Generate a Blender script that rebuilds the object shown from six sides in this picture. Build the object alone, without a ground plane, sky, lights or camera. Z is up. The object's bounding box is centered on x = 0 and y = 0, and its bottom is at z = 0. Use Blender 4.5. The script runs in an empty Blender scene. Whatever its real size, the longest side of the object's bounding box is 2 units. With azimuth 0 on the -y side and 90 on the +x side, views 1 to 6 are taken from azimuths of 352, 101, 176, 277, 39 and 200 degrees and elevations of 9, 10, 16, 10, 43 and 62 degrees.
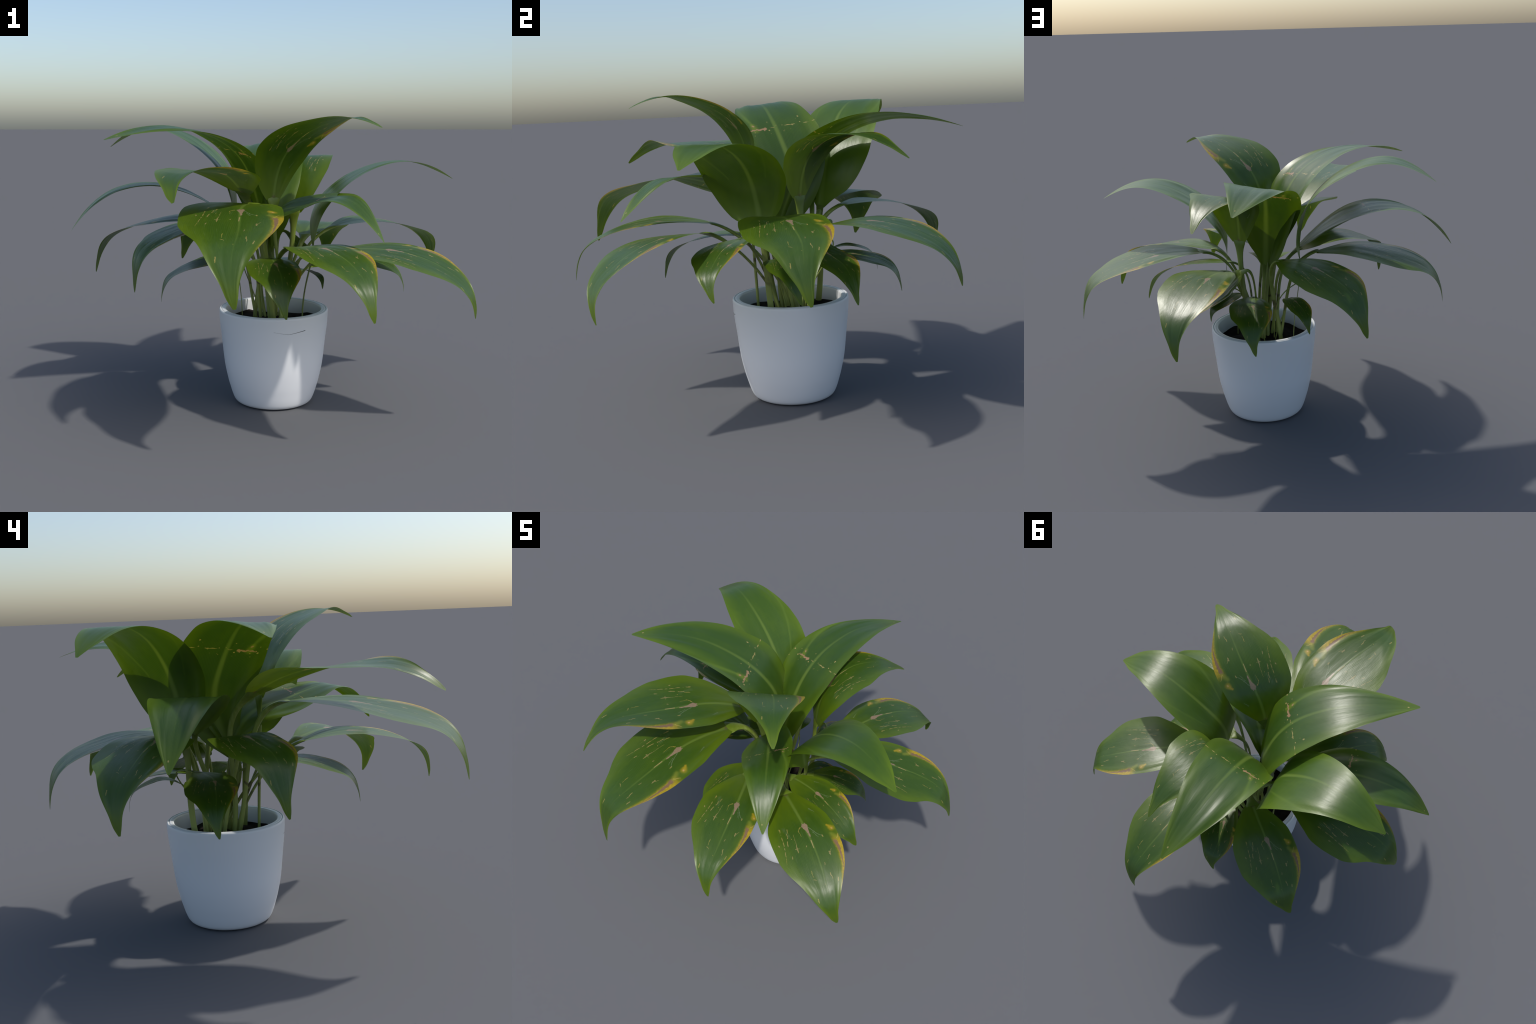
"""A potted foliage plant: a white rounded pot, dark soil and twenty-five broad arching leaves on long stalks."""
import bpy, math, random
import numpy as np
from mathutils import Vector, noise

random.seed(7)
scene = bpy.context.scene
POT_X, POT_Y = 0.053, 0.1406      # axis of the pot
SOIL_Z = 0.448


# ------------------------------------------------------------------ node helpers
class Val:
    """A shader value that can be written as ordinary arithmetic."""
    def __init__(self, tree, sock):
        self.t, self.s = tree, sock

    def op(self, kind, *others, clamp=False):
        n = self.t.nodes.new("ShaderNodeMath")
        n.operation, n.use_clamp = kind, clamp
        for i, v in enumerate((self,) + others):
            if isinstance(v, Val):
                self.t.links.new(v.s, n.inputs[i])
            else:
                n.inputs[i].default_value = v
        return Val(self.t, n.outputs[0])

    def __add__(self, o): return self.op("ADD", o)
    def __radd__(self, o): return self.op("ADD", o)
    def __sub__(self, o): return self.op("SUBTRACT", o)
    def __rsub__(self, o): return self.op("MULTIPLY_ADD", -1.0, o)
    def __mul__(self, o): return self.op("MULTIPLY", o)
    def __rmul__(self, o): return self.op("MULTIPLY", o)
    def __truediv__(self, o): return self.op("DIVIDE", o)
    def abs(self): return self.op("ABSOLUTE")
    def sin(self): return self.op("SINE")
    def max(self, o): return self.op("MAXIMUM", o)
    def min(self, o): return self.op("MINIMUM", o)
    def clamp(self): return self.op("ADD", 0.0, clamp=True)

    def step(self, a, b):
        """smooth 0..1 ramp from a to b (b may be smaller than a)"""
        if b < a:
            return 1.0 - self.step(b, a)
        n = self.t.nodes.new("ShaderNodeMapRange")
        n.interpolation_type = "SMOOTHSTEP"
        self.t.links.new(self.s, n.inputs["Value"])
        n.inputs["From Min"].default_value, n.inputs["From Max"].default_value = a, b
        return Val(self.t, n.outputs["Result"])


class Mat:
    def __init__(self, name):
        self.m = bpy.data.materials.new(name)
        self.m.use_nodes = True
        self.t = self.m.node_tree
        self.bsdf = self.t.nodes["Principled BSDF"]
        self.out = self.t.nodes["Material Output"]

    def node(self, kind, **kw):
        n = self.t.nodes.new(kind)
        for k, v in kw.items():
            setattr(n, k, v)
        return n

    def link(self, a, b): self.t.links.new(a.s if isinstance(a, Val) else a, b)

    def coords(self, which):
        c = self.node("ShaderNodeTexCoord").outputs[which]
        sep = self.node("ShaderNodeSeparateXYZ")
        self.link(c, sep.inputs[0])
        return c, [Val(self.t, o) for o in sep.outputs]

    def vec(self, x, y, z=0.0):
        n = self.node("ShaderNodeCombineXYZ")
        for i, v in enumerate((x, y, z)):
            if isinstance(v, Val):
                self.link(v, n.inputs[i])
            else:
                n.inputs[i].default_value = v
        return n.outputs[0]

    def noise(self, vec, scale, detail=2.0, rough=0.5):
        n = self.node("ShaderNodeTexNoise")
        self.link(vec, n.inputs["Vector"])
        n.inputs["Scale"].default_value = scale
        n.inputs["Detail"].default_value = detail
        n.inputs["Roughness"].default_value = rough
        return Val(self.t, n.outputs[0])

    def mix(self, fac, a, b):
        n = self.node("ShaderNodeMix", data_type="RGBA")
        for v, i in ((fac, 0), (a, 6), (b, 7)):
            if isinstance(v, Val) or hasattr(v, "is_linked"):
                self.link(v, n.inputs[i])
            elif i == 0:
                n.inputs[i].default_value = v
            else:
                n.inputs[i].default_value = (*v, 1.0)
        return n.outputs[2]

    def spots(self, vec, scale, radius, keep):
        """round dots in a share of the cells of a Voronoi grid"""
        n = self.node("ShaderNodeTexVoronoi")
        self.link(vec, n.inputs["Vector"])
        n.inputs["Scale"].default_value = scale
        d = Val(self.t, n.outputs["Distance"])
        sep = self.node("ShaderNodeSeparateColor")
        self.link(n.outputs["Color"], sep.inputs[0])
        on = Val(self.t, sep.outputs[0]).step(keep, keep - 0.02)
        size = Val(self.t, sep.outputs[1]) * 0.6 + 0.5
        return (d / size).step(radius, radius * 0.55) * on


# ------------------------------------------------------------------ leaf materials
def capsule(x, y, ax, ay, bx, by, ra, rb=None, soft=0.5):
    """mask of a tapered stroke from a to b in leaf coordinates"""
    rb = ra if rb is None else rb
    dx, dy = bx - ax, by - ay
    ll = dx * dx + dy * dy
    px, py = x - ax, y - ay
    if ll < 1e-9:
        d, r = (px * px + py * py).op("SQRT"), ra
        return (d / r).step(1.0, 1.0 - soft)
    h = ((px * dx + py * dy) / ll).clamp()
    qx, qy = px - h * dx, py - h * dy
    d = (qx * qx + qy * qy).op("SQRT")
    return (d / (h * (rb - ra) + ra)).step(1.0, 1.0 - soft)


def leaf_material(kind):
    m = Mat("leaf_" + kind)
    gen, (gx, gy, gz) = m.coords("Generated")
    s = gx                       # 0 at the stalk, 1 at the tip
    y = (gy - 0.5) * 1.0         # distance from the midrib, in leaf lengths
    u = gz * 2.0 - 1.0           # -1..1 from edge to edge
    au = u.abs()
    plane = m.vec(s, y)
    # a wobble for ragged marks
    wob = m.noise(plane, 70.0, 3.0, 0.6)
    wob2 = m.noise(m.vec(s + 7.3, y), 70.0, 3.0, 0.6)
    ws, wy = s + (wob - 0.5) * 0.022, y + (wob2 - 0.5) * 0.014
    # veins leave the midrib at a low angle and run towards the edge
    run = au - s * 0.55
    streak = m.noise(m.vec(run * 22.0, s * 2.2, u.step(-0.001, 0.001) * 5.0), 1.0, 3.0, 0.65)
    fine = (run * 190.0 + m.noise(plane, 9.0) * 3.0).sin()
    patchy = m.noise(m.vec(s * 1.2, y * 2.5), 5.0, 3.0, 0.55)
    # greens
    edge = au.step(0.45, 1.05) * 0.75 + s.step(0.38, 0.0) * 0.95 + s.step(0.80, 1.0) * 0.7
    edge = (edge + (patchy - 0.5) * 0.9).clamp()
    deep, light = GREENS[kind]
    col = m.mix(edge, deep, light)
    col = m.mix(((streak - 0.42) * 0.9).clamp() * 0.30, col, (0.075, 0.135, 0.045))
    col = m.mix(fine.step(0.70, 1.0) * 0.17, col, (0.12, 0.19, 0.05))
    # pale midrib, widest at the stalk
    half = (1.0 - s) * (0.0105 if kind == "blemished" else 0.0145) + 0.001
    rib = (y.abs() / half).step(1.4, 0.2) * s.step(0.95, 0.15)
    col = m.mix(rib * (0.68 if kind == "blemished" else 0.85), col, (0.140, 0.210, 0.035))
    if kind == "blemished":
        tan, gold, ochre = (0.36, 0.265, 0.12), (0.42, 0.325, 0.075), (0.46, 0.31, 0.02)
        col = m.mix(s.step(0.05, 0.015) * y.abs().step(0.03, 0.0) * wob.step(0.35, 0.6) * 0.8, col, (0.10, 0.07, 0.04))
        # yellow halo and brown scorch along one margin
        ub = (s * 1.0 + 0.315).min(1.0)
        along = s.step(0.43, 0.50) * s.step(0.80, 0.66)
        halo = (u - ub + (wob - 0.5) * 0.12).step(-0.15, 0.03) * along
        col = m.mix((halo * (wob2 * 1.1 + 0.28)).clamp() * 0.9, col, ochre)
        scorch = (((u - ub).abs() + (wob2 - 0.5) * 0.08) / (0.30 - s * 0.45).max(0.016)).step(1.0, 0.55) * s.step(0.468, 0.485) * s.step(0.74, 0.60)
        col = m.mix(scorch * 0.92, col, m.mix(wob, (0.25, 0.15, 0.085), (0.13, 0.072, 0.045)))
        col = m.mix(capsule(s, wy, 0.395, 0.144, 0.368, 0.128, 0.030, 0.012, 1.0) * 0.65, col, ochre)
        col = m.mix(capsule(ws, wy, 0.397, 0.146, 0.397, 0.146, 0.009, None, 0.8), col, (0.46, 0.28, 0.10))
        col = m.mix(capsule(s, wy, 0.435, 0.130, 0.47, 0.150, 0.024, 0.018, 1.0) * 0.5, col, (0.22, 0.25, 0.03))
        # dry patch on the midrib
        dry = capsule(ws, wy, 0.318, 0.002, 0.336, 0.003, 0.020, 0.016, 0.25).max(capsule(ws, wy, 0.335, 0.005, 0.402, 0.006, 0.012, 0.003, 0.3))
        dry = dry.max(capsule(ws, wy, 0.300, 0.010, 0.320, 0.008, 0.003, 0.006)).max(capsule(ws, wy, 0.300, -0.006, 0.320, 0.0, 0.003, 0.006))
        col = m.mix(dry, col, m.mix(wob, (0.31, 0.225, 0.145), (0.21, 0.145, 0.09)))
        col = m.mix(capsule(ws, y, 0.430, 0.000, 0.48, -0.003, 0.004, 0.0025) * 0.8, col, tan)
        # scratches and specks
        broken = m.noise(plane, 55.0, 1.0).step(0.38, 0.55)
        marks = (capsule(ws, y, 0.285, -0.148, 0.400, -0.162, 0.0030, 0.0034).max(capsule(ws, y, 0.400, -0.162, 0.530, -0.188, 0.0034, 0.0014))) * broken
        for ax, ay, bx, by, ra, rb in SCRATCHES:
            marks = marks.max(capsule(ws, wy, ax, ay, bx, by, ra, rb))
        col = m.mix(marks * (wob2 * 0.9 + 0.18).clamp() * 0.85, col, m.mix(patchy.step(0.4, 0.6), gold, tan))
        scars = capsule(s, wy, 0.335, 0.018, 0.400, 0.050, 0.0028).max(capsule(s, wy, 0.400, 0.050, 0.425, 0.072, 0.0025, 0.002))
        scars = scars.max(capsule(s, wy, 0.380, 0.030, 0.425, 0.048, 0.0025, 0.001))
        scars = scars.max(capsule(ws, wy, 0.29, -0.125, 0.36, -0.110, 0.020, 0.012, 1.0) * fine.step(0.2, 0.9))
        scars = scars.max(capsule(ws, wy, 0.205, 0.080, 0.245, 0.098, 0.006, 0.002, 1.0))
        flecks = m.noise(m.vec(run * 60.0, s * 9.0, 3.0), 1.0, 2.0).step(0.66, 0.74)
        col = m.mix((scars * 0.45).max(flecks * 0.22), col, (0.19, 0.24, 0.14))
        dots = m.spots(m.vec(s * 0.8, y), 30.0, 0.085, 0.10) * s.step(0.3, 0.4) * s.step(0.97, 0.9)
        col = m.mix(dots * 0.7, col, gold)
    else:
        # pale side vein that runs into the margin
        if kind == "speckled":
            side = capsule(s, u, 0.485, 0.60, 0.61, 0.90, 0.028, 0.055, 1.0).max(capsule(s, u, 0.60, 0.88, 0.72, 1.02, 0.055, 0.05, 1.0))
            col = m.mix(side * 0.55, col, (0.115, 0.185, 0.022))
            row = ((s - 0.455 + u * 0.012 * u).abs() + (patchy - 0.5) * 0.09).step(0.050, 0.012)
            dots = (m.spots(plane, 62.0, 0.27, 0.62) * row).max(m.spots(m.vec(s * 0.6, y), 30.0, 0.12, 0.42) * s.step(0.35, 0.5))
            thread = ((s - 0.452 + (wob - 0.5) * 0.012).abs()).step(0.003, 0.0012) * m.noise(plane, 26.0, 1.0).step(0.52, 0.6) * u.step(0.2, 0.0)
            col = m.mix(dots.max(thread) * 0.85, col, (0.36, 0.29, 0.10))
            smear = capsule(ws, wy, 0.449, 0.046, 0.452, 0.104, 0.0065, 0.003).max(capsule(ws, wy, 0.476, 0.083, 0.476, 0.083, 0.0075)).max(capsule(ws, wy, 0.449, 0.044, 0.449, 0.044, 0.010))
            col = m.mix(capsule(s, y, 0.450, 0.080, 0.48, 0.086, 0.022, 0.016, 1.0) * 0.55, col, (0.19, 0.24, 0.02))
            col = m.mix(smear, col, (0.33, 0.20, 0.105))
        else:
            side = capsule(s, u, 0.30, -0.46, 0.56, -0.86, 0.02, 0.04, 1.0).max(capsule(s, u, 0.55, -0.85, 0.68, -1.0, 0.04, 0.04, 1.0))
            side = side.max(capsule(s, u, 0.30, 0.45, 0.56, 0.84, 0.02, 0.035, 1.0) * 0.5)
            col = m.mix(side * 0.38, col, (0.115, 0.185, 0.022))
    # surface: glossy with grain along the veins
    b = m.bsdf
    m.link(col, b.inputs["Base Color"])
    m.link(streak * 0.12 + 0.31 + (patchy - 0.5) * 0.08, b.inputs["Roughness"])
    b.inputs["Specular IOR Level"].default_value = 0.5
    bump = m.node("ShaderNodeBump")
    bump.inputs["Strength"].default_value = 0.22
    bump.inputs["Distance"].default_value = 0.004
    m.link(streak * 0.34 + fine * 0.03 - rib * 0.5 + m.noise(m.vec(s * 3.0, y * 6.0), 6.0, 2.0) * 0.8, bump.inputs["Height"])
    m.link(bump.outputs[0], b.inputs["Normal"])
    tr = m.node("ShaderNodeBsdfTranslucent")
    thin = m.node("ShaderNodeMix", data_type="RGBA", blend_type="MULTIPLY")
    thin.inputs[0].default_value = 1.0
    m.link(col, thin.inputs[6])
    thin.inputs[7].default_value = (1.55, 1.5, 0.5, 1.0)
    m.link(thin.outputs[2], tr.inputs["Color"])
    mixer = m.node("ShaderNodeMixShader")
    mixer.inputs[0].default_value = 0.20
    m.link(b.outputs[0], mixer.inputs[1])
    m.link(tr.outputs[0], mixer.inputs[2])
    m.link(mixer.outputs[0], m.out.inputs["Surface"])
    return m.m


GREENS = {
    "blemished": ((0.035, 0.079, 0.0050), (0.088, 0.142, 0.0015)),
    "speckled": ((0.034, 0.078, 0.0065), (0.082, 0.138, 0.002)),
    "clean": ((0.042, 0.091, 0.0050), (0.090, 0.152, 0.002)),
}
SCRATCHES = [  # from s,y to s,y with start and end radius, in leaf lengths
    (0.285, -0.148, 0.298, -0.148, 0.0065, 0.0030),
    (0.330, -0.117, 0.365, -0.125, 0.0032, 0.0024),
    (0.385, -0.134, 0.420, -0.143, 0.0034, 0.0022),
    (0.300, -0.104, 0.330, -0.110, 0.0030, 0.0022),
    (0.395, -0.190, 0.402, -0.191, 0.0050, 0.0030),
    (0.495, -0.143, 0.510, -0.146, 0.0038, 0.0024),
    (0.448, -0.098, 0.482, -0.099, 0.0058, 0.0018),
    (0.455, -0.098, 0.415, -0.091, 0.0028, 0.0014),
    (0.415, -0.091, 0.350, -0.084, 0.0014, 0.0010),
    (0.450, -0.108, 0.458, -0.082, 0.0024, 0.0014),
    (0.318, -0.026, 0.340, -0.046, 0.0034, 0.0018),
    (0.340, -0.046, 0.385, -0.044, 0.0022, 0.0010),
    (0.424, 0.074, 0.430, 0.077, 0.0062, 0.0040),
    (0.536, 0.074, 0.552, 0.075, 0.0060, 0.0034),
    (0.545, 0.074, 0.520, 0.092, 0.0024, 0.0012),
    (0.470, 0.150, 0.440, 0.172, 0.0048, 0.0022),
    (0.590, 0.024, 0.600, 0.024, 0.0046, 0.0030),
    (0.690, 0.078, 0.712, 0.076, 0.0042, 0.0028),
    (0.615, -0.066, 0.660, -0.062, 0.0022, 0.0014),
    (0.672, -0.064, 0.680, -0.050, 0.0036, 0.0018),
    (0.655, 0.040, 0.690, 0.046, 0.0028, 0.0016),
    (0.790, -0.065, 0.810, -0.064, 0.0040, 0.0026),
    (0.455, -0.040, 0.460, -0.040, 0.0034, 0.0024),
]


# ------------------------------------------------------------------ leaf shape
# half width along the blade (share of the greatest half width), at these places
STATIONS = (0, .05, .1, .2, .3, .4, .5, .6, .7, .8, .9, .96, 1)
OUTLINE = {
    "blemished": (0.220, 0.400, 0.538, 0.786, 0.965, 1.001, 0.989, 0.865, 0.627, 0.385, 0.170, 0.100, 0.028),
    "speckled": (0.098, 0.258, 0.451, 0.693, 0.902, 1.000, 0.949, 0.855, 0.709, 0.510, 0.293, 0.137, 0.028),
    "clean": (0.096, 0.316, 0.600, 0.862, 0.990, 1.000, 0.957, 0.856, 0.705, 0.524, 0.323, 0.139, 0.028),
}
SKEW = {"blemished": 0.163, "speckled": 0.044, "clean": 0.124}
ROWS, COLS = 65, 29


def bspline(points, count):
    """clamped cubic B-spline through control points"""
    pts, k = np.array(points, float), 3
    n = len(pts)
    t = np.concatenate([np.zeros(k), np.linspace(0, 1, n - k + 1), np.ones(k)])
    x = np.linspace(0, 1, count)
    x[-1] -= 1e-9
    basis = np.array([(x >= t[i]) & (x < t[i + 1]) for i in range(len(t) - 1)], float).T
    for d in range(1, k + 1):
        new = np.zeros((count, len(t) - 1 - d))
        for i in range(new.shape[1]):
            a, b = t[i + d] - t[i], t[i + d + 1] - t[i + 1]
            if a > 0:
                new[:, i] += (x - t[i]) / a * basis[:, i]
            if b > 0:
                new[:, i] += (t[i + d + 1] - x) / b * basis[:, i + 1]
        basis = new
    return basis @ pts


def smooth_interp(x, xs, ys):
    """monotone cubic interpolation of a profile"""
    xs, ys = np.array(xs, float), np.array(ys, float)
    h, d = np.diff(xs), np.diff(ys) / np.diff(xs)
    m = np.concatenate([[d[0]], np.where(d[:-1] * d[1:] > 0, 2 * d[:-1] * d[1:] / (d[:-1] + d[1:] + 1e-12), 0), [d[-1]]])
    i = np.clip(np.searchsorted(xs, x) - 1, 0, len(xs) - 2)
    t = (x - xs[i]) / h[i]
    return ((1 + 2 * t) * (1 - t) ** 2 * ys[i] + t * (1 - t) ** 2 * h[i] * m[i]
            + t * t * (3 - 2 * t) * ys[i + 1] + t * t * (t - 1) * h[i] * m[i + 1])


def unit(v): return v / np.linalg.norm(v, axis=-1, keepdims=True)


def mesh_object(name, verts, faces, material, parent, at=(0, 0, 0), smooth=True):
    me = bpy.data.meshes.new(name)
    me.from_pydata([tuple(map(float, v)) for v in verts], [], faces)
    me.materials.append(material)
    me.polygons.foreach_set("use_smooth", [smooth] * len(me.polygons))
    me.update()
    o = bpy.data.objects.new(name, me)
    scene.collection.objects.link(o)
    o.parent = parent
    o.location = at
    return o


def add_leaf(kind, spine, width, roll, twist, cup, cup_change, lean, knee, ground, stalk):
    """One leaf: a blade along a spline spine, and its stalk down into the soil.
    width: greatest half width; roll/twist: turn about the spine; cup: upward fold of the two halves;
    lean, knee, ground: how the stalk continues the spine, its middle handle and its foot;
    stalk: width at the foot, flatness of its section."""
    raw = bspline(spine, 121)
    length = np.concatenate([[0], np.cumsum(np.linalg.norm(np.diff(raw, axis=0), axis=1))])
    total = length[-1]
    s = np.linspace(0, 1, ROWS)
    s = s - 0.12 * np.sin(2 * math.pi * s) / (2 * math.pi)
    mid = np.stack([np.interp(s * total, length, raw[:, i]) for i in range(3)], 1)
    tan = unit(np.gradient(mid, axis=0))
    flat = spine[-1] - spine[0] if isinstance(spine, np.ndarray) else np.array(spine[-1]) - np.array(spine[0])
    left = unit(np.array([-flat[1], flat[0], 0.0]))
    side = unit(left - (tan @ left)[:, None] * tan)
    up = np.cross(tan, side)
    r = (roll + twist * (s - 0.4))[:, None]
    side = np.cos(r) * side + np.sin(r) * up
    up = np.cross(tan, side)
    half = width * np.maximum(smooth_interp(s, STATIONS, OUTLINE[kind]), 0)
    c = cup + cup_change * (s - 0.4)
    u = np.linspace(-1, 1, COLS)
    u = np.sign(u) * np.abs(u) ** 0.92
    bent, rest = [], []
    for i in range(ROWS):
        for j in range(COLS):
            off = 1 - SKEW[kind] * (1 if u[j] > 0 else -1) * min(1, abs(u[j]) * 4)
            lat = half[i] * u[j] * off
            a = abs(u[j])
            # fold of the halves, a groove at the midrib, a slightly rolled margin
            rise = math.sin(c[i]) * half[i] * (math.sqrt(a * a + 0.01) - 0.1)
            rise -= 0.0022 * math.exp(-(lat / 0.007) ** 2) * (1 - s[i])
            # soft waves between the veins, the same for every leaf of a kind
            fade = min(1, s[i] * 6) * min(1, (1 - s[i]) * 5) * a
            wave = noise.noise(Vector((s[i] * 3.2, (a - 0.55 * s[i]) * 3.4, (3.1 if u[j] > 0 else 8.7) + len(kind))))
            rise += total * fade * (0.008 * wave + 0.0022 * noise.noise(Vector((s[i] * 4.0, (a - 0.55 * s[i]) * 13.0, (5.2 if u[j] > 0 else 1.3) + len(kind)))))
            if kind == "blemished":   # a shallow crease across the outer half
                q = (s[i] - 0.76 + 0.16 * a * a) / 0.035
                rise += total * 0.0012 * math.exp(-q * q) * (1 - a * a)
            p = mid[i] + side[i] * lat * math.cos(c[i]) + up[i] * rise
            bent.append(p - mid[0])
            rest.append((s[i], lat / total, u[j]))
    faces = [(i * COLS + j, i * COLS + j + 1, (i + 1) * COLS + j + 1, (i + 1) * COLS + j) for i in range(ROWS - 1) for j in range(COLS - 1)]
    leaf = mesh_object("leaf", rest, faces, LEAF_MATERIAL[kind], plant, mid[0] - np.array(plant.location))
    # the flat leaf is the rest shape (it carries the texture space); the grown shape bends it
    me = leaf.data
    me.use_auto_texspace = False
    me.texspace_location, me.texspace_size = (0.5, 0.0, 0.0), (0.5, 0.5, 1.0)
    leaf.shape_key_add(name="flat", from_mix=False)
    grown = leaf.shape_key_add(name="grown", from_mix=False)
    grown.data.foreach_set("co", np.array(bent, np.float32).ravel())
    grown.value = 1.0

    # stalk: a tapering stem, Bezier from the blade to the ground
    p0, p1 = mid[0] + tan[0] * 0.012, mid[0] - tan[0] * lean
    p2, p3 = np.array(knee), np.array((ground[0], ground[1], SOIL_Z - 0.05))
    t = np.linspace(0, 1, 45)[:, None]
    path = (1 - t) ** 3 * p0 + 3 * t * (1 - t) ** 2 * p1 + 3 * t * t * (1 - t) * p2 + t ** 3 * p3
    direction = unit(np.gradient(path, axis=0))
    across = side[0].copy()
    top = 2 * half[0]
    along = np.concatenate([[0], np.cumsum(np.linalg.norm(np.diff(path, axis=0), axis=1))])
    foot, section = stalk
    ring, verts = 12, []
    for i in range(len(path)):
        across = unit(across - (across @ direction[i]) * direction[i])
        out = np.cross(direction[i], across)
        f = t[i, 0]
        # a winged funnel below the blade that narrows into the stalk
        w = foot * (0.85 + 0.15 * min(1.0, f / 0.7))
        w = 0.5 * (w + (top - w) * math.exp(-max(0.0, along[i] - 0.012) / (0.32 * width)))
        w *= 1 + 0.06 * noise.noise(Vector((f * 7, ground[0] * 40, ground[1] * 40)))
        thick = w * (section if f > 0.25 else section * (0.12 + 0.88 * f / 0.25))
        thick = 0.0004 if i == 0 else thick
        for k in range(ring):
            a = 2 * math.pi * k / ring
            verts.append(path[i] + across * w * math.cos(a) + out * thick * math.sin(a) - mid[0])
    tube = [(i * ring + k, i * ring + (k + 1) % ring, (i + 1) * ring + (k + 1) % ring, (i + 1) * ring + k) for i in range(len(path) - 1) for k in range(ring)]
    mesh_object("petiole", verts, tube, STALK_MATERIAL, leaf)


# ------------------------------------------------------------------ other materials
def stalk_material():
    m = Mat("stalk_green")
    c, (x, y, z) = m.coords("Object")
    geo = m.node("ShaderNodeNewGeometry")
    sep = m.node("ShaderNodeSeparateXYZ")
    m.link(geo.outputs["Position"], sep.inputs[0])
    height = Val(m.t, sep.outputs[2])
    stretched = m.vec(x * 60.0, y * 60.0, z * 5.0)
    n = m.noise(stretched, 1.0, 3.0, 0.6)
    big = m.noise(c, 7.0, 2.0)
    # the object origin is the foot of the blade: leaf green there, paler towards the soil
    away = (x * x + y * y + z * z).op("SQRT")
    col = m.mix(height.step(0.45, 0.85), (0.320, 0.375, 0.095), (0.170, 0.225, 0.026))
    col = m.mix((n - 0.4).clamp() * 1.2, col, (0.36, 0.40, 0.14))
    col = m.mix(away.step(0.10, 0.0) * 0.9, col, (0.080, 0.128, 0.004))
    col = m.mix((big.step(0.55, 0.72) * n.step(0.45, 0.6)) * height.step(0.5, 0.6) * height.step(0.98, 0.85) * 0.65, col, (0.085, 0.060, 0.025))
    node = (height * 9.0 + big * 4.0).sin().step(0.985, 0.999)
    col = m.mix(node * height.step(0.55, 0.65) * height.step(0.92, 0.85) * 0.75, col, (0.07, 0.045, 0.022))
    m.link(col, m.bsdf.inputs["Base Color"])
    m.bsdf.inputs["Roughness"].default_value = 0.45
    bump = m.node("ShaderNodeBump")
    bump.inputs["Strength"].default_value = 0.25
    bump.inputs["Distance"].default_value = 0.003
    m.link(n, bump.inputs["Height"])
    m.link(bump.outputs[0], m.bsdf.inputs["Normal"])
    return m.m


def pot_material():
    m = Mat("white_glaze")
    c, (x, y, z) = m.coords("Object")
    n = m.noise(c, 3.0, 3.0)
    col = m.mix(n * 0.35, (0.79, 0.80, 0.815), (0.76, 0.765, 0.775))
    m.link(col, m.bsdf.inputs["Base Color"])
    m.bsdf.inputs["Roughness"].default_value = 0.34
    m.bsdf.inputs["Specular IOR Level"].default_value = 0.4
    return m.m


def soil_material():
    m = Mat("dark_soil")
    c, _ = m.coords("Object")
    n = m.noise(c, 30.0, 6.0, 0.7)
    col = m.mix(n.step(0.35, 0.75), (0.0085, 0.0068, 0.0060), (0.028, 0.020, 0.016))
    m.link(col, m.bsdf.inputs["Base Color"])
    m.bsdf.inputs["Roughness"].default_value = 0.95
    m.bsdf.inputs["Specular IOR Level"].default_value = 0.15
    bump = m.node("ShaderNodeBump")
    bump.inputs["Strength"].default_value = 0.6
    bump.inputs["Distance"].default_value = 0.006
    m.link(n, bump.inputs["Height"])
    m.link(bump.outputs[0], m.bsdf.inputs["Normal"])
    return m.m


def dark_line_material():
    m = Mat("dark_hairline")
    c, _ = m.coords("Object")
    n = m.noise(c, 40.0)
    m.link(m.mix(n, (0.035, 0.033, 0.03), (0.06, 0.055, 0.05)), m.bsdf.inputs["Base Color"])
    m.bsdf.inputs["Roughness"].default_value = 0.7
    return m.m


LEAF_MATERIAL = {k: leaf_material(k) for k in ("blemished", "speckled", "clean")}
STALK_MATERIAL = stalk_material()

# ------------------------------------------------------------------ the thing
plant = bpy.data.objects.new("potted_plant", None)
plant.location = (POT_X, POT_Y, 0.0)
plant["label"] = "leafy green houseplant with arching broad leaves in white pot"
plant["category"] = "potted plant"
scene.collection.objects.link(plant)


def lathe(profile, segments):
    verts, faces = [], []
    for r, z in profile:
        for k in range(segments):
            a = 2 * math.pi * k / segments
            verts.append((r * math.cos(a), r * math.sin(a), z))
    for i in range(len(profile) - 1):
        for k in range(segments):
            l = (k + 1) % segments
            faces.append((i * segments + k, i * segments + l, (i + 1) * segments + l, (i + 1) * segments + k))
    faces.append(tuple(reversed(range(segments))))
    faces.append(tuple(range((len(profile) - 1) * segments, len(profile) * segments)))
    return verts, faces


def rounded(control, count=4):
    """Catmull-Rom curve through a profile"""
    p = np.array(control, float)
    p = np.vstack([2 * p[0] - p[1], p, 2 * p[-1] - p[-2]])
    out = []
    for i in range(1, len(p) - 2):
        for t in np.linspace(0, 1, count, endpoint=False):
            out.append(0.5 * (2 * p[i] + (p[i + 1] - p[i - 1]) * t + (2 * p[i - 1] - 5 * p[i] + 4 * p[i + 1] - p[i + 2]) * t * t
                              + (3 * p[i] - p[i - 1] - 3 * p[i + 1] + p[i + 2]) * t ** 3))
    out.append(p[-2])
    return [tuple(q) for q in out]


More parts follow.
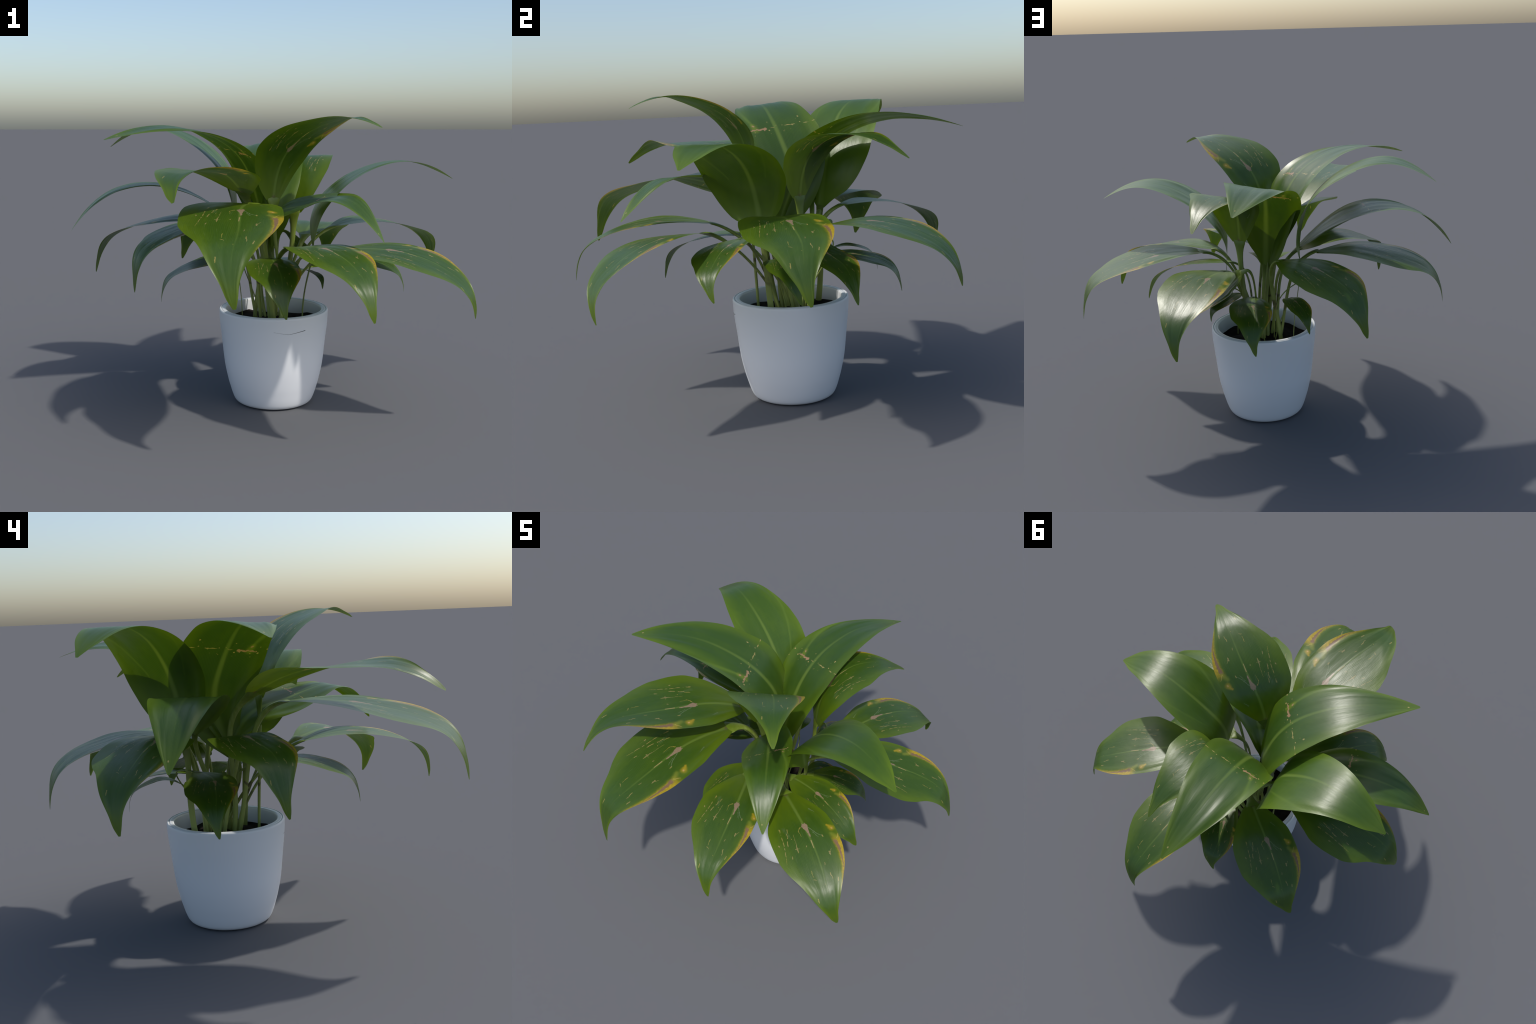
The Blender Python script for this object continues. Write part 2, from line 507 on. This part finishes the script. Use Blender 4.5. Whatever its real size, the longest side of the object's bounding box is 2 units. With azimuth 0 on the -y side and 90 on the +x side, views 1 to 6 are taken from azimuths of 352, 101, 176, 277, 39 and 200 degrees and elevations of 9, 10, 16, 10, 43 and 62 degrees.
WALL = [(0.166, 0.000), (0.190, 0.003), (0.2075, 0.016), (0.2215, 0.048), (0.2330, 0.086), (0.2450, 0.130),
        (0.2620, 0.215), (0.2760, 0.342), (0.2860, 0.430), (0.2895, 0.488)]
RIM = [(0.2890, 0.502), (0.2850, 0.5085), (0.2805, 0.5080), (0.2790, 0.5050), (0.2768, 0.5055), (0.2740, 0.5095), (0.2640, 0.5100),
       (0.2565, 0.5082), (0.2535, 0.5030)]
INSIDE = [(0.2522, 0.490), (0.2490, 0.440), (0.2420, 0.360), (0.2350, 0.300)]
pot = mesh_object("pot", *lathe(rounded(WALL + RIM + INSIDE), 128), pot_material(), plant)

# soil: an uneven, coarsely facetted disc
verts, faces, seg = [(0, 0, SOIL_Z + 0.012)], [], 22
for ring, rad in enumerate((0.06, 0.12, 0.18, 0.225, 0.2515)):
    for k in range(seg):
        a = 2 * math.pi * (k + 0.5 * (ring % 2)) / seg
        lump = noise.noise(Vector((math.cos(a) * rad * 9 + 2.1, math.sin(a) * rad * 9, 4.4)))
        verts.append((rad * math.cos(a), rad * math.sin(a), SOIL_Z + 0.026 * lump - 0.012 * (rad / 0.25) ** 2))
for k in range(seg):
    faces.append((0, 1 + k, 1 + (k + 1) % seg))
for ring in range(4):
    for k in range(seg):
        a, b = 1 + ring * seg, 1 + (ring + 1) * seg
        l = (k + 1) % seg
        faces += [(a + k, b + k, b + l), (a + k, b + l, a + l)]
mesh_object("soil", verts, faces, soil_material(), plant)

# mesh artifact on the pot front, copied as a fine dark line
line = []
for f in np.linspace(0, 1, 25):
    ang = math.radians(-90 - 8.6 + 34.0 * f)
    z = 0.441 - 0.014 * (1 - abs(f / 0.45 - 1) if f < 0.45 else 1 - (f - 0.45) / 0.55)
    rad = float(np.interp(z, [q[1] for q in WALL], [q[0] for q in WALL])) + 0.0004
    line.append((rad * math.cos(ang), rad * math.sin(ang), z))
verts, faces = [], []
for i, p in enumerate(line):
    w = 0.0003 + 0.0014 * (i / 24) ** 2
    for a, b in ((-1, 0), (0, 1), (1, 0), (0, -1)):
        d = unit(np.array((p[0], p[1], 0.0)))
        verts.append(np.array(p) + d * a * 0.0008 + np.array((0, 0, b * w)))
for i in range(len(line) - 1):
    for k in range(4):
        faces.append((i * 4 + k, i * 4 + (k + 1) % 4, i * 4 + 4 + (k + 1) % 4, i * 4 + 4 + k))
faces += [(3, 2, 1, 0), tuple(len(verts) - 4 + k for k in range(4))]
mesh_object("artifact_line", verts, faces, dark_line_material(), pot)

# ------------------------------------------------------------------ the leaves, from the crown to the lowest ring
add_leaf("blemished",
         [(-0.133, -0.040, 1.135), (-0.206, -0.191, 1.231), (-0.281, -0.378, 1.259),
          (-0.410, -0.567, 1.273), (-0.517, -0.739, 1.268), (-0.503, -0.857, 1.162)],
         width=0.2170, roll=-0.047, twist=0.468, cup=0.037, cup_change=0.166,
         lean=0.298, knee=(-0.009, 0.028, 0.804), ground=(0.035, 0.105), stalk=(0.027, 0.8))
add_leaf("blemished",
         [(0.023, -0.049, 1.101), (0.029, -0.043, 1.266), (0.125, -0.104, 1.410),
          (0.249, -0.239, 1.483), (0.362, -0.388, 1.525), (0.445, -0.492, 1.457)],
         width=0.1925, roll=-0.112, twist=0.295, cup=0.002, cup_change=0.123,
         lean=0.209, knee=(0.072, -0.027, 0.744), ground=(0.070, -0.020), stalk=(0.0175, 0.8))
add_leaf("blemished",
         [(-0.106, -0.187, 1.094), (-0.187, -0.402, 1.117), (-0.213, -0.624, 1.070),
          (-0.243, -0.838, 1.020), (-0.304, -0.968, 0.933), (-0.273, -0.983, 0.752)],
         width=0.2293, roll=0.020, twist=0.152, cup=0.032, cup_change=-0.036,
         lean=0.237, knee=(-0.004, -0.008, 0.730), ground=(0.050, 0.085), stalk=(0.027, 0.8))
add_leaf("blemished",
         [(0.173, 0.224, 1.007), (0.173, 0.237, 1.185), (0.207, 0.357, 1.292),
          (0.264, 0.513, 1.315), (0.369, 0.635, 1.286), (0.405, 0.741, 1.192)],
         width=0.1709, roll=-0.092, twist=0.328, cup=0.001, cup_change=-0.001,
         lean=0.185, knee=(0.157, 0.284, 0.679), ground=(0.096, 0.235), stalk=(0.028, 0.8))
add_leaf("blemished",
         [(-0.231, 0.288, 0.960), (-0.404, 0.305, 1.010), (-0.587, 0.356, 0.968),
          (-0.768, 0.371, 0.917), (-0.878, 0.425, 0.827), (-0.891, 0.397, 0.679)],
         width=0.1928, roll=0.018, twist=0.240, cup=-0.069, cup_change=0.153,
         lean=0.185, knee=(-0.085, 0.234, 0.670), ground=(-0.022, 0.215), stalk=(0.02, 0.8))
add_leaf("speckled",
         [(-0.116, 0.240, 0.952), (-0.292, 0.187, 1.089), (-0.486, 0.165, 1.168),
          (-0.695, 0.171, 1.182), (-0.881, 0.166, 1.104), (-0.996, 0.170, 0.934)],
         width=0.1620, roll=-0.025, twist=0.006, cup=0.003, cup_change=0.055,
         lean=0.207, knee=(-0.049, 0.163, 0.708), ground=(0.020, 0.140), stalk=(0.024, 0.7))
add_leaf("blemished",
         [(-0.041, 0.403, 0.949), (-0.117, 0.507, 0.976), (-0.222, 0.627, 0.942),
          (-0.321, 0.761, 0.909), (-0.376, 0.861, 0.816), (-0.402, 0.854, 0.672)],
         width=0.1679, roll=0.044, twist=0.224, cup=-0.016, cup_change=-0.006,
         lean=0.197, knee=(-0.020, 0.239, 0.687), ground=(-0.040, 0.225), stalk=(0.024, 0.8))
add_leaf("blemished",
         [(0.381, 0.132, 0.944), (0.541, 0.216, 0.978), (0.727, 0.271, 0.943),
          (0.883, 0.343, 0.908), (0.996, 0.345, 0.832), (0.998, 0.376, 0.677)],
         width=0.1908, roll=0.034, twist=0.172, cup=0.030, cup_change=-0.137,
         lean=0.226, knee=(0.141, 0.150, 0.688), ground=(0.100, 0.165), stalk=(0.016, 0.8))
add_leaf("clean",
         [(-0.143, 0.280, 0.925), (-0.123, 0.310, 1.155), (-0.245, 0.346, 1.327),
          (-0.437, 0.395, 1.458), (-0.645, 0.485, 1.485), (-0.803, 0.541, 1.353)],
         width=0.2001, roll=0.086, twist=-0.281, cup=-0.012, cup_change=-0.066,
         lean=0.164, knee=(-0.096, 0.298, 0.653), ground=(-0.102, 0.254), stalk=(0.031, 0.15))
add_leaf("blemished",
         [(-0.168, 0.030, 0.914), (-0.313, 0.021, 1.001), (-0.450, -0.076, 0.964),
          (-0.571, -0.193, 0.930), (-0.678, -0.208, 0.853), (-0.673, -0.235, 0.683)],
         width=0.1482, roll=0.031, twist=0.028, cup=-0.021, cup_change=-0.083,
         lean=0.184, knee=(-0.051, 0.111, 0.659), ground=(-0.010, 0.145), stalk=(0.02, 0.8))
add_leaf("speckled",
         [(0.013, 0.074, 0.896), (0.011, 0.027, 1.042), (0.122, -0.125, 1.063),
          (0.248, -0.293, 1.127), (0.354, -0.440, 1.157), (0.445, -0.572, 0.946)],
         width=0.1406, roll=0.320, twist=-1.053, cup=0.009, cup_change=0.000,
         lean=0.159, knee=(0.042, 0.112, 0.651), ground=(0.055, 0.125), stalk=(0.03, 0.8))
add_leaf("blemished",
         [(0.074, -0.243, 0.884), (0.163, -0.400, 0.923), (0.229, -0.579, 0.908),
          (0.286, -0.748, 0.859), (0.307, -0.869, 0.780), (0.326, -0.866, 0.650)],
         width=0.1635, roll=0.016, twist=0.161, cup=0.034, cup_change=-0.023,
         lean=0.148, knee=(0.045, 0.088, 0.643), ground=(0.044, 0.172), stalk=(0.023, 0.7))
add_leaf("blemished",
         [(0.255, 0.316, 0.878), (0.321, 0.484, 0.925), (0.380, 0.662, 0.917),
          (0.458, 0.828, 0.866), (0.520, 0.950, 0.775), (0.497, 0.958, 0.649)],
         width=0.1712, roll=0.016, twist=0.141, cup=0.023, cup_change=-0.059,
         lean=0.154, knee=(0.124, 0.235, 0.637), ground=(0.090, 0.205), stalk=(0.016, 0.8))
add_leaf("blemished",
         [(0.171, 0.349, 0.873), (0.232, 0.295, 0.790), (0.300, 0.352, 0.765),
          (0.381, 0.444, 0.735), (0.480, 0.493, 0.682), (0.548, 0.517, 0.576)],
         width=0.0967, roll=-0.033, twist=0.222, cup=0.044, cup_change=0.084,
         lean=0.169, knee=(0.104, 0.252, 0.640), ground=(0.080, 0.220), stalk=(0.012, 0.8))
add_leaf("blemished",
         [(0.302, -0.212, 0.867), (0.471, -0.314, 0.893), (0.641, -0.407, 0.874),
          (0.790, -0.500, 0.802), (0.890, -0.579, 0.700), (0.901, -0.539, 0.578)],
         width=0.1694, roll=0.138, twist=0.149, cup=0.006, cup_change=0.068,
         lean=0.130, knee=(0.121, 0.063, 0.632), ground=(0.061, 0.100), stalk=(0.016, 0.8))
add_leaf("clean",
         [(0.245, 0.048, 0.851), (0.215, 0.024, 1.009), (0.330, 0.019, 1.155),
          (0.520, -0.034, 1.284), (0.740, -0.098, 1.316), (0.916, -0.140, 1.205)],
         width=0.1989, roll=0.101, twist=-0.396, cup=-0.009, cup_change=0.014,
         lean=0.099, knee=(0.178, 0.050, 0.656), ground=(0.199, 0.072), stalk=(0.03, 0.15))
add_leaf("speckled",
         [(0.029, 0.087, 0.833), (0.026, 0.160, 1.075), (0.024, 0.306, 1.262),
          (0.072, 0.508, 1.370), (0.129, 0.741, 1.387), (0.220, 0.977, 1.314)],
         width=0.1971, roll=-0.157, twist=0.034, cup=0.032, cup_change=0.091,
         lean=0.136, knee=(0.053, 0.152, 0.622), ground=(0.065, 0.185), stalk=(0.037, 0.7))
add_leaf("blemished",
         [(0.232, -0.056, 0.827), (0.357, -0.056, 0.835), (0.482, -0.090, 0.825),
          (0.601, -0.100, 0.780), (0.685, -0.122, 0.718), (0.698, -0.085, 0.621)],
         width=0.1264, roll=0.189, twist=0.228, cup=0.012, cup_change=0.022,
         lean=0.163, knee=(0.128, 0.058, 0.620), ground=(0.090, 0.100), stalk=(0.015, 0.8))
add_leaf("speckled",
         [(0.020, 0.076, 0.818), (-0.020, 0.196, 1.048), (-0.076, 0.108, 1.275),
          (-0.256, 0.010, 1.430), (-0.525, -0.088, 1.488), (-0.799, -0.196, 1.401)],
         width=0.2051, roll=-0.024, twist=-0.244, cup=0.002, cup_change=0.072,
         lean=0.132, knee=(0.032, 0.137, 0.615), ground=(0.035, 0.165), stalk=(0.035, 0.7))
add_leaf("blemished",
         [(0.004, -0.093, 0.810), (-0.008, -0.210, 0.828), (0.003, -0.327, 0.799),
          (0.010, -0.437, 0.763), (-0.009, -0.513, 0.699), (0.012, -0.517, 0.594)],
         width=0.1247, roll=0.031, twist=0.139, cup=0.006, cup_change=0.048,
         lean=0.205, knee=(0.042, 0.148, 0.655), ground=(0.065, 0.130), stalk=(0.013, 0.8))
add_leaf("blemished",
         [(-0.170, 0.230, 0.786), (-0.237, 0.134, 0.781), (-0.343, 0.120, 0.754),
          (-0.456, 0.089, 0.725), (-0.538, 0.090, 0.671), (-0.544, 0.073, 0.568)],
         width=0.1178, roll=0.062, twist=0.444, cup=0.021, cup_change=0.044,
         lean=0.335, knee=(-0.008, 0.263, 0.666), ground=(0.000, 0.170), stalk=(0.007, 0.8))
add_leaf("blemished",
         [(0.242, 0.116, 0.730), (0.321, 0.159, 0.753), (0.401, 0.194, 0.729),
          (0.474, 0.237, 0.699), (0.532, 0.248, 0.652), (0.525, 0.266, 0.570)],
         width=0.0944, roll=0.042, twist=-0.149, cup=0.016, cup_change=0.003,
         lean=0.143, knee=(0.127, 0.122, 0.589), ground=(0.100, 0.130), stalk=(0.007, 0.8))
add_leaf("blemished",
         [(0.112, 0.309, 0.725), (0.130, 0.405, 0.741), (0.119, 0.514, 0.721),
          (0.115, 0.618, 0.699), (0.142, 0.688, 0.642), (0.125, 0.694, 0.544)],
         width=0.1068, roll=0.046, twist=0.149, cup=0.015, cup_change=-0.034,
         lean=0.113, knee=(0.069, 0.234, 0.574), ground=(0.050, 0.210), stalk=(0.008, 0.8))
add_leaf("blemished",
         [(-0.088, 0.338, 0.722), (-0.081, 0.404, 0.748), (-0.109, 0.461, 0.731),
          (-0.141, 0.519, 0.709), (-0.148, 0.565, 0.671), (-0.158, 0.564, 0.596)],
         width=0.0581, roll=0.025, twist=0.160, cup=0.024, cup_change=0.002,
         lean=0.126, knee=(-0.022, 0.236, 0.573), ground=(0.000, 0.200), stalk=(0.006, 0.8))
add_leaf("blemished",
         [(0.184, 0.143, 0.699), (0.203, 0.203, 0.709), (0.245, 0.243, 0.693),
          (0.302, 0.258, 0.670), (0.346, 0.256, 0.635), (0.342, 0.251, 0.579)],
         width=0.0611, roll=0.029, twist=0.057, cup=0.020, cup_change=-0.003,
         lean=0.100, knee=(0.111, 0.148, 0.562), ground=(0.085, 0.150), stalk=(0.006, 0.8))
bpy.context.view_layer.update()
